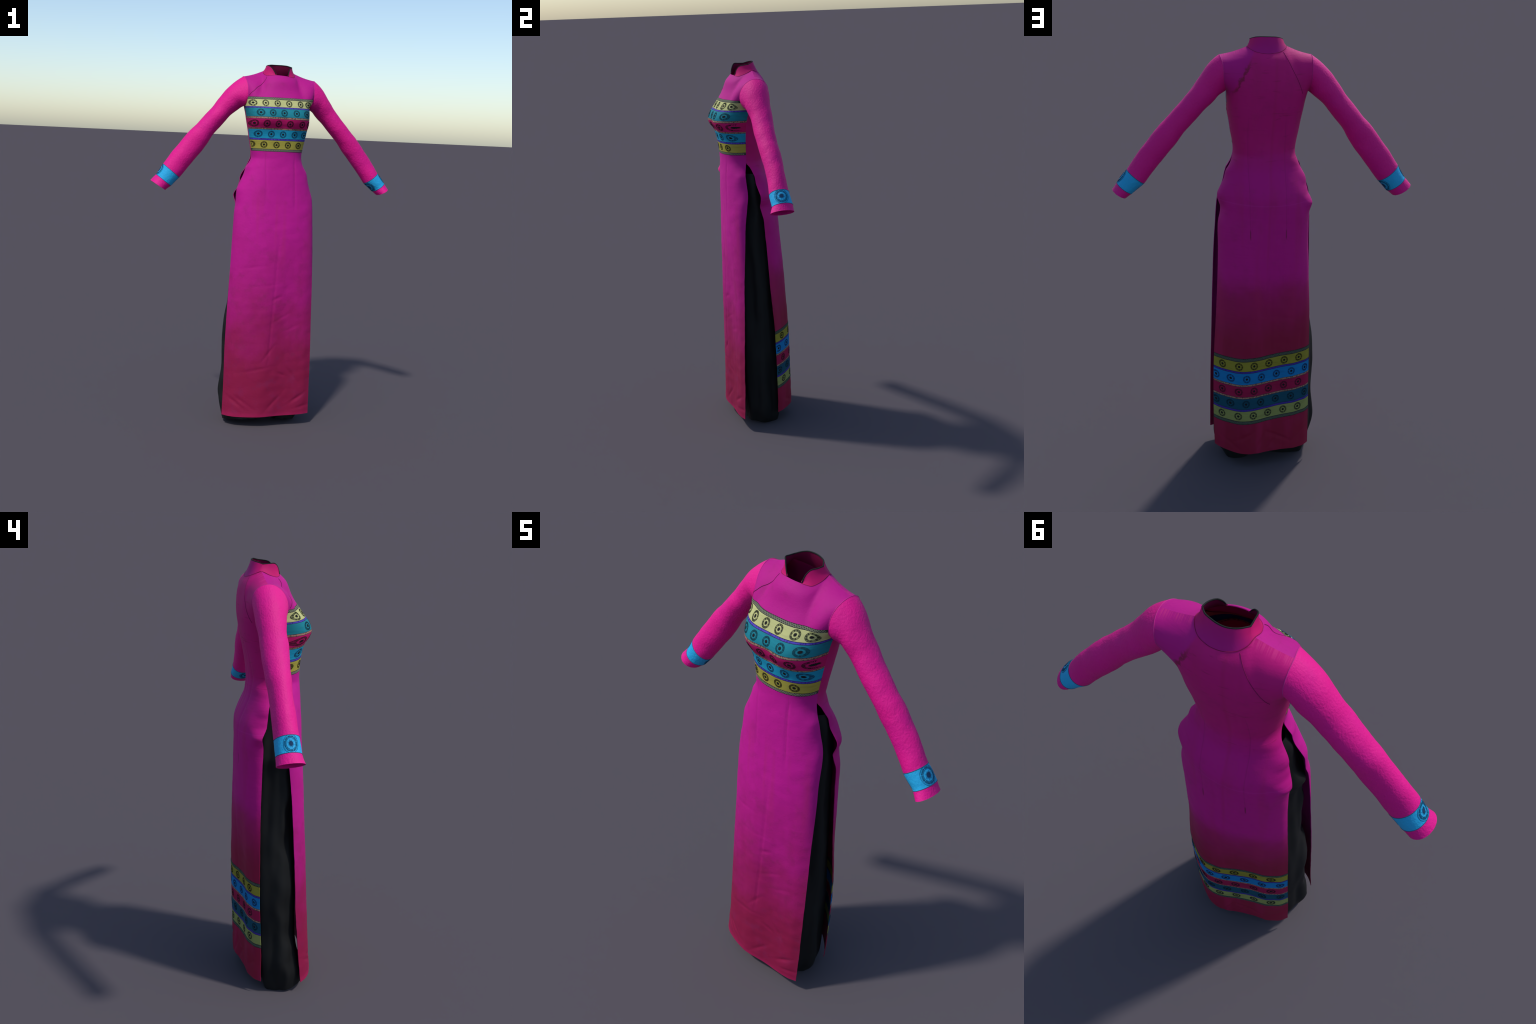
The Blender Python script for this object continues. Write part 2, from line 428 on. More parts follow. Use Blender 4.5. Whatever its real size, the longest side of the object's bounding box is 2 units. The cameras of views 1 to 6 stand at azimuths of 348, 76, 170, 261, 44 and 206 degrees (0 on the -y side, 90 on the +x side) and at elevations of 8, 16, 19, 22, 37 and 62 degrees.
def section(z, s, edgeR, edgeL, mid, fold, sgn):
    """cross-section of one panel at height z for s in -1..1"""
    zs = edgeR[:, 0]
    eR = spline(edgeR[:, 0], edgeR[:, 1:])(z); eL = spline(edgeL[:, 0], edgeL[:, 1:])(z)
    # slow version of the edges: the flutter stays near the edge
    q = np.linspace(-.06, .06, 13)
    sR = np.mean([spline(edgeR[:, 0], edgeR[:, 1:])(z + a) for a in q], axis=0)
    sL = np.mean([spline(edgeL[:, 0], edgeL[:, 1:])(z + a) for a in q], axis=0)
    use = float(smooth01(1.50, 1.42, z)) * float(smooth01(.9, 1.05, z))
    sR = eR + (sR - eR) * use; sL = eL + (sL - eL) * use
    xc, hw = (sR[0] + sL[0]) / 2, (sR[0] - sL[0]) / 2
    yb = sL[1] + (sR[1] - sL[1]) * (s + 1) / 2
    depth = mid(z) - (sR[1] + sL[1]) / 2
    bust = float(smooth01(1.60, 1.68, z)) if sgn < 0 else 0.0
    n = 2.25 + (0.45 * bust if sgn < 0 else 0.20 - 0.55 * float(smooth01(1.56, 1.42, z)))       # the back of the hips is flatter than an oval
    th = s * math.pi / 2
    xe = np.sign(th) * np.abs(np.sin(th)) ** (2 / n)
    pe = np.cos(th).clip(0) ** (2 / n)
    m = float(smooth01(1.25, .55, z))                     # bodice oval turns into the hanging fold
    sx = xe * (1 - m) + s * m
    pr = pe * (1 - m) + fold(s) * m
    x = xc + hw * sx
    y = yb + depth * pr
    if sgn < 0:
        # breasts: two soft rises, a slight hollow between them
        g = math.exp(-((z - 1.705) / 0.050) ** 2)
        y = y + g * (0.010 * np.exp(-((x - .004) / .040) ** 2) - 0.004 * np.exp(-((np.abs(x - .004) - .085) / .035) ** 2))
    flut = smooth01(.55, .88, np.abs(s))
    d = np.where(s[:, None] > 0, eR - sR, eL - sL) * flut[:, None]
    P = np.stack([x + d[:, 0], y + d[:, 1], np.full_like(x, z)], -1)
    return P

# armholes: an upright oval ring; angle 0 at the armpit, quarter turn at the front, half turn at the shoulder
def armhole(side, ang):
    ang = np.asarray(ang, float)
    c, s = np.cos(ang), np.sin(ang)
    fr = s.clip(0); re = (-s).clip(0); lowp = c.clip(0); upp = (-c).clip(0)
    yc = 0.003 + 0.012 * (1 - c) / 2 - 0.013 * (1 + c) / 2
    y = yc - 0.070 * fr + 0.078 * re
    z = 1.8455 - 0.0755 * c
    if side > 0:
        x = .192 - .001 * fr + .001 * re - .0185 * lowp ** 2 + .0145 * upp ** 2
        z = z + 0.0
    else:
        x = -(.1845 - .009 * fr + .004 * re - .000 * lowp ** 2 + .0065 * upp ** 2)
        z = z + 0.004 * upp
    return np.stack([x, y, z], -1)

NECK_SIDE = {1: np.array((.0905, .0255, 1.9565)), -1: np.array((-.0816, .0216, 1.9600))}
NECK_F = [(-.0816, .0216, 1.960), (-.0838, -.012, 1.944), (-.072, -.042, 1.9335), (-.050, -.058, 1.935), (-.0253, -.0645, 1.9365), (.0085, -.066, 1.9355),
          (.0423, -.0600, 1.933), (.060, -.053, 1.9305), (.078, -.040, 1.930), (.0895, -.008, 1.942), (.0905, .0255, 1.9565)]
NECK_B = [(-.0816, .0216, 1.960), (-.074, .048, 1.952), (-.052, .069, 1.941), (-.022, .079, 1.934), (.003, .081, 1.931), (.030, .079, 1.933),
          (.060, .069, 1.939), (.080, .050, 1.949), (.0905, .0255, 1.9565)]

def top_curve(s, neck):
    tipL = armhole(-1, math.pi); tipR = armhole(1, math.pi)
    kn = 0.46
    nf = curve3(neck, 400)
    out = []
    for v in s:
        if v < -kn:
            t = (v + 1) / (1 - kn)
            p = tipL + (NECK_SIDE[-1] - tipL) * t
            p = p + np.array((0, 0, -.004 * math.sin(math.pi * t)))
        elif v > kn:
            t = (1 - v) / (1 - kn)
            p = tipR + (NECK_SIDE[1] - tipR) * t
            p = p + np.array((0, 0, -.004 * math.sin(math.pi * t)))
        else:
            p = nf[int(round((v + kn) / (2 * kn) * 399))]
        out.append(p)
    return np.array(out)

UP_F = spline([0, .06, .24, .38, .55, .72, .86, 1], np.array([(-.160, 1.77), (-.154, 1.779), (-.134, 1.809), (-.123, 1.828), (-.110, 1.855), (-.101, 1.886), (-.092, 1.910), (-.066, 1.9355)]))
UP_B = spline([0, .15, .35, .58, .75, .88, 1], np.array([(.118, 1.77), (.119, 1.795), (.118, 1.828), (.1135, 1.864), (.108, 1.891), (.097, 1.912), (.081, 1.931)]))

NS = 121
SGRID = np.linspace(-1, 1, NS)
# denser near the edges where the oval turns
SGRID = np.sign(SGRID) * (1 - (1 - np.abs(SGRID)) ** 1.25)

def panel_grid(front):
    er, el, mid, fold, sgn = (EDGE_F_R, EDGE_F_L, MID_F, FOLD_F, -1) if front else (EDGE_B_R, EDGE_B_L, MID_B, FOLD_B, 1)
    zb = 0.062 if front else 0.072
    zs = np.r_[np.linspace(zb, 1.20, 170), np.linspace(1.20, Z_ARM, 120)[1:]]
    rows = []
    for z in zs:
        P = section(z, SGRID, er, el, mid, fold, sgn)
        if front:                                         # hem dips a little to the wearer's left corner
            P[:, 2] += float(smooth01(.3, zb, z)) * (0.004 * SGRID)
        else:
            P[:, 2] += float(smooth01(.3, zb, z)) * (0.005 * SGRID)
        rows.append(P)
    # soft creases in the hanging cloth
    low = np.array(rows)
    yd = np.zeros(low.shape[:2])
    amp = smooth01(1.40, .6, low[..., 2]) * .0016
    yd += SV(low * np.array((1, 1, .35))) * amp
    yd += FINE(low) * (.00035 + .00035 * smooth01(1.2, .3, low[..., 2]))
    X, Z = low[..., 0], low[..., 2]
    if front:
        for x0, z0, z1 in ((-.076, 1.22, 1.52), (.083, 1.18, 1.52)):
            yd += .0022 * np.exp(-((X - x0 + .048 * (Z - 1.46)) / .006) ** 2) * smooth01(z0, z0 + .08, Z) * smooth01(z1, z1 - .06, Z)
        cx = -.017 + (Z - .385) * .050
        yd += .0022 * np.exp(-((X - cx) / .007) ** 2) * smooth01(.30, .45, Z) * smooth01(1.15, .95, Z)
        for cxx, czz, an, ln, dp in ((.16, .16, .55, .05, .0045), (-.19, .14, -.65, .05, .0045), (-.15, .145, -.6, .06, .0035), (.06, .30, -.4, .03, .003), (.19, .11, .2, .04, .0035), (.02, .14, .8, .06, .003), (-.08, .33, .2, .08, .0025), (.12, .30, -.9, .07, .003), (-.02, .42, .9, .05, .003),
                                     (.05, .62, .5, .06, .0018), (.11, .56, .4, .05, .0016), (-.12, .90, .15, .07, .0014), (.02, .73, .4, .03, .003), (-.05, .80, .1, .08, .0012), (.10, .42, -.9, .06, .0016)):
            u = (X - cxx) * math.cos(an) + (Z - czz) * math.sin(an); v = -(X - cxx) * math.sin(an) + (Z - czz) * math.cos(an)
            yd += dp * np.exp(-(u / ln) ** 2 - (v / .008) ** 2)
        low[..., 1] += yd
    else:
        for x0, sl in ((.083, .02), (-.079, .012)):
            yd += .0018 * np.exp(-((X - x0 - sl * (Z - 1.4)) / .005) ** 2) * smooth01(1.13, 1.18, Z) * smooth01(1.68, 1.58, Z)
        for x0, sl, z0, z1, dp, w in ((-.014, -.035, .85, 1.85, .0020, .008), (.030, .02, 1.0, 1.6, .0012, .010), (-.045, -.03, 1.3, 1.8, .0012, .007), (-.115, -.10, 1.55, 1.85, .0016, .007), (-.02, .0, .45, .95, .0014, .012)):
            yd += dp * np.exp(-((X - x0 - sl * (Z - 1.4)) / w) ** 2) * smooth01(z0, z0 + .15, Z) * smooth01(z1, z1 - .1, Z)
        for cxx, czz, an, ln, dp in ((.02, .13, 1.1, .06, .0045), (-.06, .15, -.5, .06, .004), (-.04, .12, .9, .04, .0035), (.10, .16, .5, .05, .003), (.16, .12, -.6, .05, .003), (-.17, .14, .7, .05, .003), (-.14, .23, .3, .05, .002), (.0, .20, 1.3, .06, .002), (.12, .90, .2, .05, .0014), (-.10, .75, -.2, .06, .0012)):
            u = -(X - cxx) * math.cos(an) + (Z - czz) * math.sin(an); v = (X - cxx) * math.sin(an) + (Z - czz) * math.cos(an)
            yd += dp * np.exp(-(u / ln) ** 2 - (v / .008) ** 2)
        low[..., 1] -= yd
    edge_keep = low[-1].copy()
    # yoke: a patch between the armpit section, the armholes and the shoulder-and-neck line
    nt = 60
    top = top_curve(SGRID, NECK_F if front else NECK_B)
    base = edge_keep
    t = np.linspace(0, 1, nt)
    a = (t * math.pi) if front else (-t * math.pi)
    L, R = armhole(-1, a), armhole(1, a)
    base[0], base[-1] = L[0], R[0]
    top[0], top[-1] = L[-1], R[-1]
    low[-1] = base
    cm = UP_F(t) if front else UP_B(t)
    sm = (SGRID + 1) / 2
    # width rule: keep the x spread of the patch natural, bulge following the armhole only near it
    reach = 1.5 if front else .75
    up = []
    for k, tt in enumerate(t):
        ruled = base * (1 - tt) + top * tt
        cl = base[0] * (1 - tt) + top[0] * tt; cr = base[-1] * (1 - tt) + top[-1] * tt
        dL, dR = L[k] - cl, R[k] - cr
        wL = (1 - sm) ** 1.0 * np.clip(1 - (1 + SGRID) / reach, 0, 1) ** .6
        wR = sm * np.clip(1 - (1 - SGRID) / reach, 0, 1) ** .6
        P = ruled + wL[:, None] * dL + wR[:, None] * dR
        j = NS // 2
        dc = np.array((0, cm[k][0] - P[j, 1], cm[k][1] - P[j, 2]))
        wc = np.clip(1 - (SGRID / .85) ** 2, 0, 1) ** 1.5
        P = P + wc[:, None] * dc
        if front:                                         # cloth stretched over the collar bones stays full
            P[:, 1] -= .006 * np.exp(-((np.abs(SGRID) - .62) / .18) ** 2) * math.sin(math.pi * tt)
        up.append(P)
    up = np.array(up)
    # ease the join of the two zones and relax the patch a little
    G = np.concatenate([low, up[1:]], axis=0)
    for _ in range(40):
        H = G.copy()
        i0 = len(low) - 14
        H[i0:-1, 1:-1] = .5 * G[i0:-1, 1:-1] + .125 * (G[i0 - 1:-2, 1:-1] + G[i0 + 1:, 1:-1] + G[i0:-1, 2:] + G[i0:-1, :-2])
        G = H
    return G

# ------------------------------------------------------------------ build
def clear_scene():
    for o in list(bpy.data.objects):
        bpy.data.objects.remove(o, do_unlink=True)
clear_scene()

root = bpy.data.objects.new("traditional_long_dress", None)
root["label"] = "magenta long slit tunic dress over black trousers, embroidered bands"
root["category"] = "traditional dress"
link(root, None)

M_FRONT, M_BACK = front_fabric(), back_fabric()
M_SLEEVE = sleeve_fabric("hot_pink_crinkled_cloth", PINK)
M_CUFF = sleeve_fabric("sky_blue_crinkled_cloth", (0.018, 0.36, 0.66, 1))
M_COLLAR = collar_fabric()
M_PIPING = plain("black_piping", (0.011, 0.013, 0.012, 1))
M_BLACK = trouser_fabric()
M_SEAM = plain("dark_seam_thread", (0.16, 0.006, 0.075, 1))
M_ARMSEAM = plain("pink_seam_thread", (0.55, 0.03, 0.26, 1))
M_CUFFLINE = plain("dark_blue_stitching", (0.012, 0.10, 0.16, 1))

TEALC, CYANC = (0.012, 0.20, 0.255, 1), (0.012, 0.29, 0.46, 1)
REDC, YELC, CREAMC = (0.50, 0.008, 0.125, 1), (0.38, 0.335, 0.055, 1), (0.47, 0.475, 0.20, 1)
B_TEAL, B_BLUE = (0.006, 0.068, 0.115, 1), (0.006, 0.18, 0.46, 1)
PURA, PURB = (0.075, 0.050, 0.42, 1), (0.035, 0.022, 0.22, 1)
BRNA, BRNB = (0.36, 0.19, 0.14, 1), (0.10, 0.055, 0.045, 1)
CHAIN_DARK = (0.055, 0.065, 0.050, 1)

# ---- front panel
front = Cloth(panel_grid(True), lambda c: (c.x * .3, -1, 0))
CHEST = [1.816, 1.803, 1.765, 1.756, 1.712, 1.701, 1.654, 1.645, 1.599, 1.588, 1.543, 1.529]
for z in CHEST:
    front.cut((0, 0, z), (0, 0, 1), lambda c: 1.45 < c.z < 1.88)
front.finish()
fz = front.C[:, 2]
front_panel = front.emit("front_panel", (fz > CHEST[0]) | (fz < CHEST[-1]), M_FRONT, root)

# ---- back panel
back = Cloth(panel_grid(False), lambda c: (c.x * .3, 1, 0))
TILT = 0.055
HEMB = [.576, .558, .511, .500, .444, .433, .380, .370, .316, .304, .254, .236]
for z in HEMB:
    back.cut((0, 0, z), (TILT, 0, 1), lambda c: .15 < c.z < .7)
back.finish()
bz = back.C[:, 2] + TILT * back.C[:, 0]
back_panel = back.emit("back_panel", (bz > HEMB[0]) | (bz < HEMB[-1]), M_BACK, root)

def bands(cloth, h, levels, parent, kinds, tilt):
    for k in range(len(levels) - 1):
        kind, mat = kinds[k]
        pick = (h <= levels[k]) & (h > levels[k + 1])
        cloth.emit(kind, pick, mat(levels[k], levels[k + 1], tilt), parent)

def cordm(nm, a, b):
    return lambda hi, lo, tilt: cord_fabric(nm, a, b, (hi, lo), tilt)
def bandm(nm, col):
    m = band_fabric(nm, col)
    return lambda hi, lo, tilt: m
def chainm(nm):
    return lambda hi, lo, tilt: cord_fabric(nm, CHAIN_DARK, tuple(v * .5 for v in CHAIN_DARK[:3]) + (1,), (hi, lo), tilt)

bands(front, fz, CHEST, front_panel, [
    ("braid_trim", chainm("grey_green_braid")), ("fabric_band", bandm("cream_band", CREAMC)), ("cord_trim", cordm("violet_cord", PURA, PURB)),
    ("fabric_band", bandm("teal_band", TEALC)), ("cord_trim", cordm("brown_cord", BRNA, BRNB)), ("fabric_band", bandm("red_band", REDC)),
    ("cord_trim", cordm("brown_cord", BRNA, BRNB)), ("fabric_band", bandm("sky_blue_band", CYANC)), ("cord_trim", cordm("violet_cord", PURA, PURB)),
    ("fabric_band", bandm("yellow_band", YELC)), ("braid_trim", chainm("grey_green_braid"))], 0.0)
bands(back, bz, HEMB, back_panel, [
    ("braid_trim", chainm("grey_green_braid")), ("fabric_band", bandm("yellow_band", (.27, .245, .030, 1))), ("cord_trim", cordm("violet_cord", (.045, .025, .28, 1), PURB)),
    ("fabric_band", bandm("blue_band", B_BLUE)), ("cord_trim", cordm("brown_cord", BRNA, BRNB)), ("fabric_band", bandm("red_band", (.30, .008, .060, 1))),
    ("cord_trim", cordm("brown_cord", BRNA, BRNB)), ("fabric_band", bandm("dark_teal_band", B_TEAL)), ("cord_trim", cordm("violet_cord", (.045, .025, .28, 1), PURB)),
    ("fabric_band", bandm("cream_band", (.25, .28, .085, 1))), ("braid_trim", chainm("grey_green_braid"))], TILT)

# ---- embroidered medallions
def ring_polys(r0, r1, n):
    out = []
    for i in range(n):
        a, b = 2 * math.pi * i / n, 2 * math.pi * (i + 1) / n
        out.append([(r0 * math.cos(a), r0 * math.sin(a)), (r1 * math.cos(a), r1 * math.sin(a)), (r1 * math.cos(b), r1 * math.sin(b)), (r0 * math.cos(b), r0 * math.sin(b))])
    return out
def medallion_polys(fine, rnd):
    P = []
    core = .25 if fine else .27
    n = 16
    for i in range(n):
        a, b = 2 * math.pi * i / n, 2 * math.pi * (i + 1) / n
        P.append([(0, 0), (core * math.cos(a), core * math.sin(a)), (core * math.cos(b), core * math.sin(b))])
    for i in range(n):                                     # rays round the heart
        a = 2 * math.pi * i / n; h = .10; r = (.40 + .09 * (i % 2)) if fine else .36
        P.append([(core * .96 * math.cos(a - h), core * .96 * math.sin(a - h)), (r * math.cos(a), r * math.sin(a)), (core * .96 * math.cos(a + h), core * .96 * math.sin(a + h))])
    if fine:
        P += ring_polys(.585, .615, 36)
        P += ring_polys(.965, 1.0, 44)
        P += ring_polys(.755, .775, 40)
    m = 8
    for i in range(m):
        a = 2 * math.pi * (i + .5) / m + rnd.uniform(-.05, .05)
        b = 2 * math.pi * i / m
        pt = lambda r, d: (r * math.cos(a + d), r * math.sin(a + d))
        q = lambda r, d: (r * math.cos(b + d), r * math.sin(b + d))
        if fine:
            P.append([pt(.65, 0), pt(.76, -.12), pt(.88, -.03), pt(.88, .03), pt(.76, .12)])    # spade shaped petals
            for d in (-.22, -.11, .0, .11, .22):
                P.append([q(.63, d - .012), q(.90, d - .010), q(.90, d + .010), q(.63, d + .012)])
            for rr in (.70, .80):
                P.append([q(rr, -.24), q(rr + .022, -.24), q(rr + .022, .24), q(rr, .24)])
        else:
            P.append([pt(.60, -.05), pt(.70, -.20), pt(.90, -.14), pt(.93, .0), pt(.90, .14), pt(.70, .20), pt(.60, .05)])   # stitched lobes of the rim
            for w in (-.13, .0, .13):
                P.append([q(.60, w - .09), q(.93, w - .025), q(.93, w + .025), q(.60, w - .04)])
    if not fine:
        P += ring_polys(.945, 1.0, 32)
    return P

def thread(name, col):
    return plain(name, col, .8, .1, .1)
TH = {"cream": thread("dark_green_thread", (.045, .050, .028, 1)), "teal": thread("deep_teal_thread", (.010, .060, .080, 1)),
      "red": thread("maroon_thread", (.085, .010, .030, 1)), "cyan": thread("navy_thread", (.010, .085, .16, 1)), "yellow": thread("olive_thread", (.050, .042, .012, 1)),
      "bteal": thread("black_teal_thread", (.006, .035, .055, 1)), "bblue": thread("ink_blue_thread", (.010, .055, .16, 1)),
      "heart": thread("black_thread", (.014, .014, .016, 1))}

def medallion(cloth, x, z, r, mat, parent, sgn, rnd, squash=1.0):
    def mp(a, b):
        P, n = cloth.ray((x + a * r * squash, sgn * 1.0, z + b * r), (0, -sgn, 0))
        if P is None or abs(P[1]) > .5:
            return None, None
        if np.dot(n, (0, sgn, 0)) < 0:
            n = -n
        return P, n
    th = rnd.uniform(0, 6.28)
    polys = [[(p[0] * math.cos(th) - p[1] * math.sin(th), p[0] * math.sin(th) + p[1] * math.cos(th)) for p in q] for q in medallion_polys(False, rnd)]
    heart, rest = polys[:32], polys[32:]
    ob = raised("medallion", rest, mp, mat, parent)
    raised("medallion_heart", heart, mp, TH["heart"], parent, .0011)
    return ob

rnd = random.Random(4)
CH = lambda i: (CHEST[i] + CHEST[i + 1]) / 2
ROWS = [(CH(1), "cream", .0172, (-.154, -.093, -.030, .033, .099, .149)), (CH(3), "teal", .0178, (-.120, -.059, .003, .070, .135)),
        (CH(5), "red", .0180, (-.147, -.087, -.025, .038, .107, .160)), (CH(7), "cyan", .0178, (-.122, -.057, .006, .071, .132)),
        (CH(9), "yellow", .0172, (-.150, -.090, -.025, .038, .100))]
for z, key, r, xs in ROWS:
    for x in xs:
        stretch = 1.0 + .35 * max(0, (abs(x - .005) - .10) / .06)
        medallion(front, x, z, r, TH[key], front_panel, -1, rnd, min(stretch, 1.15))
HB = lambda i: (HEMB[i] + HEMB[i + 1]) / 2
ROWSB = [(HB(1), "yellow", (.197, .126, .057, -.014, -.089, -.161)), (HB(3), "bblue", (.224, .162, .091, .022, -.052, -.125, -.194)),
         (HB(5), "red", (.198, .127, .056, -.014, -.089, -.161)), (HB(7), "bteal", (.224, .163, .093, .023, -.050, -.125, -.196)),
         (HB(9), "cream", (.199, .128, .058, -.013, -.088, -.161))]
for h, key, xs in ROWSB:
    for x in xs:
        medallion(back, x, h - TILT * x, .0190, TH[key], back_panel, 1, rnd, .92 if abs(x) < .18 else .75)

# ---- chain stitching on the grey braids
def chain_row(cloth, h, tilt, parent, sgn, mat, x0, x1):
    xs = np.linspace(x0, x1, 260); pts = []
    for x in xs:
        P, n = cloth.ray((x, sgn * 1.0, h - tilt * x), (0, -sgn, 0))
        if P is not None:
            pts.append((x, P))
    X = np.array([p[0] for p in pts]); Q = np.array([p[1] for p in pts])
    L = np.r_[0, np.cumsum(np.linalg.norm(np.diff(Q, axis=0), axis=1))]
    polys = []
    step = .0092
    for k in np.arange(step / 2, L[-1], step):
        cx = float(np.interp(k, L, X))
        w = .0046 * max(.25, float(np.interp(k + .003, L, X) - np.interp(k - .003, L, X)) / .006)
        for i in range(10):
            a, b = 2 * math.pi * i / 10, 2 * math.pi * (i + 1) / 10
            f = lambda q, g: (cx + g * w * math.cos(q) + .25 * w * math.sin(q), g * .0048 * math.sin(q))
            polys.append([f(a, .55), f(a, 1), f(b, 1), f(b, .55)])
    def mp(a, b):
        P, n = cloth.ray((a, sgn * 1.0, h - tilt * a + b), (0, -sgn, 0))
        if P is None:
            return None, None
        return P, (n if np.dot(n, (0, sgn, 0)) > 0 else -n)
    raised("chain_stitch", polys, mp, mat, parent, .0010, kind="stuff")
M_LINK = plain("pale_sage_thread", (.21, .22, .15, 1))
M_LINKB = plain("sage_thread", (.085, .115, .085, 1))
chain_row(front, CH(0), 0, front_panel, -1, M_LINK, -.178, .182)
chain_row(front, CH(10), 0, front_panel, -1, M_LINK, -.139, .149)
chain_row(back, HB(0), TILT, back_panel, 1, M_LINKB, -.217, .234)
chain_row(back, HB(10), TILT, back_panel, 1, M_LINKB, -.223, .234)

# ---- overlap and raglan seams
def seam(cloth, pts, parent, sgn, r, mat, n=60):
    out = []
    for x, z in curve3([(p[0], 0, p[1]) for p in pts], n)[:, [0, 2]]:
        P, nn = cloth.ray((x, sgn * 1.0, z), (0, -sgn, 0))
        if P is not None:
            out.append(P + (nn if np.dot(nn, (0, sgn, 0)) > 0 else -nn) * r * .15)
    tube("seam", out, r, mat, parent, 6)
seam(front, [(-.0735, 1.926), (-.079, 1.915), (-.093, 1.895), (-.107, 1.881), (-.131, 1.865), (-.147, 1.849), (-.163, 1.835), (-.172, 1.822)], front_panel, -1, .0013, M_SEAM)
seam(back, [(-.061, 1.938), (-.078, 1.908), (-.099, 1.867), (-.123, 1.823), (-.138, 1.79), (-.148, 1.765)], back_panel, 1, .0011, plain("plum_seam_thread", (.24, .005, .09, 1)))

# ---- sleeves
ARM = {  # centre x, y, z ; width across the arm in the front plane ; width front to back
    -1: [(-.250, .016, 1.793, .120, .126), (-.290, .018, 1.750, .106, .115), (-.327, .0185, 1.706, .102, .113), (-.365, .020, 1.662, .102, .111), (-.395, .0205, 1.624, .106, .106),
         (-.418, .020, 1.595, .116, .101), (-.436, .020, 1.571, .120, .097), (-.472, .0205, 1.525, .121, .094), (-.508, .0205, 1.480, .119, .095), (-.542, .020, 1.434, .117, .098),
         (-.5665, .0195, 1.401, .114, .100), (-.588, .020, 1.374, .107, .101), (-.607, .0205, 1.349, .101, .103), (-.623, .020, 1.335, .0975, .108), (-.637, .0185, 1.3215, .096, .115)],
    1: [(.256, .013, 1.780, .111, .122), (.291, .0165, 1.738, .103, .111), (.328, .015, 1.6965, .100, .106), (.366, .0145, 1.655, .0985, .102), (.404, .0165, 1.6125, .099, .099), (.425, .018, 1.589, .104, .098),
        (.441, .020, 1.5685, .106, .097), (.478, .0225, 1.5235, .104, .094), (.514, .0225, 1.4785, .102, .089), (.548, .022, 1.4325, .099, .093),
        (.5715, .021, 1.4005, .096, .098), (.597, .0215, 1.374, .089, .101), (.6195, .0215, 1.349, .0805, .104), (.631, .018, 1.3360, .0745, .110), (.6425, .015, 1.3235, .0705, .118)]}
NPH = 72
def sleeve_grid(side):
    st = np.array(ARM[side])
    ang = np.linspace(0, 2 * math.pi, NPH, endpoint=False)
    C = st[:, :3]
    T = np.gradient(C, axis=0); T /= np.linalg.norm(T, axis=1)[:, None]
    Tm = (C[-1] - C[0]) / np.linalg.norm(C[-1] - C[0])
    rings = []
    for k in range(len(st)):
        t = .35 * T[k] + .65 * Tm; t[1] = 0; t /= np.linalg.norm(t)
        if k >= len(st) - 3:                                   # the cuff opening is cut a little flatter
            t = t + np.array((0, 0, -.10 * (k - len(st) + 4))); t /= np.linalg.norm(t)
        u = np.array((t[2] * -1.0, 0, t[0])) * (1 if side > 0 else -1)  # points up and outward of the arm
        if u[2] < 0: u = -u
        # angle 0 lower side, quarter front, half upper side
        r = C[k] - np.cos(ang)[:, None] * u * st[k, 3] / 2 + np.sin(ang)[:, None] * np.array((0, -1, 0)) * st[k, 4] / 2
        rings.append(r)
    rings = np.array(rings)
    # along-arm interpolation
    d = np.r_[0, np.cumsum(np.linalg.norm(np.diff(C, axis=0), axis=1))]
    nk = 150
    q = np.linspace(0, d[-1], nk)
    # exact rings at cuff band borders
    q = np.sort(np.r_[q, d[10], d[12]])
    arm = spline(d, rings.reshape(len(st), -1))(q).reshape(len(q), NPH, 3)
    # shoulder cap: from the armhole to the first arm ring
    A = armhole(side, ang); B = arm[0]
    ex = spline(d, rings.reshape(len(st), -1))
    tb = ((ex(.02) - ex(0.0)) / .02).reshape(NPH, 3)
    up = (-np.cos(ang)).clip(0)
    dirA = np.stack([side * (np.full(NPH, .72) + .12 * up), 0 * ang, -.69 + .15 * up], -1)
    dirA /= np.linalg.norm(dirA, axis=1)[:, None]
    ln = np.linalg.norm(B - A, axis=1)[:, None]
    cap = []
    for t in np.linspace(0, 1, 30)[:-1]:
        cap.append((2 * t**3 - 3 * t**2 + 1) * A + (t**3 - 2 * t**2 + t) * dirA * ln * 1.15 + (-2 * t**3 + 3 * t**2) * B + (t**3 - t**2) * tb * ln * 1.0)
    G = np.concatenate([np.array(cap), arm], axis=0)
    # relief: drag folds at the inner elbow and light unevenness
    ctr = G.mean(1, keepdims=True); nrm = G - ctr; nrm /= np.linalg.norm(nrm, axis=2)[..., None] + 1e-9
    w = np.ones(len(G)); w[:26] = np.linspace(0, 1, 26)
    rel = (Waves(10, .05, .14, 21 + side)(G * np.array((1, 1, 1))) * .0008 + Waves(14, .018, .04, 31 + side)(G) * .00012) * w[:, None]
    rel[-22:] *= np.linspace(1, .3, 22)[:, None]
    G = G + nrm * rel[..., None]
    return G, len(cap), q, d

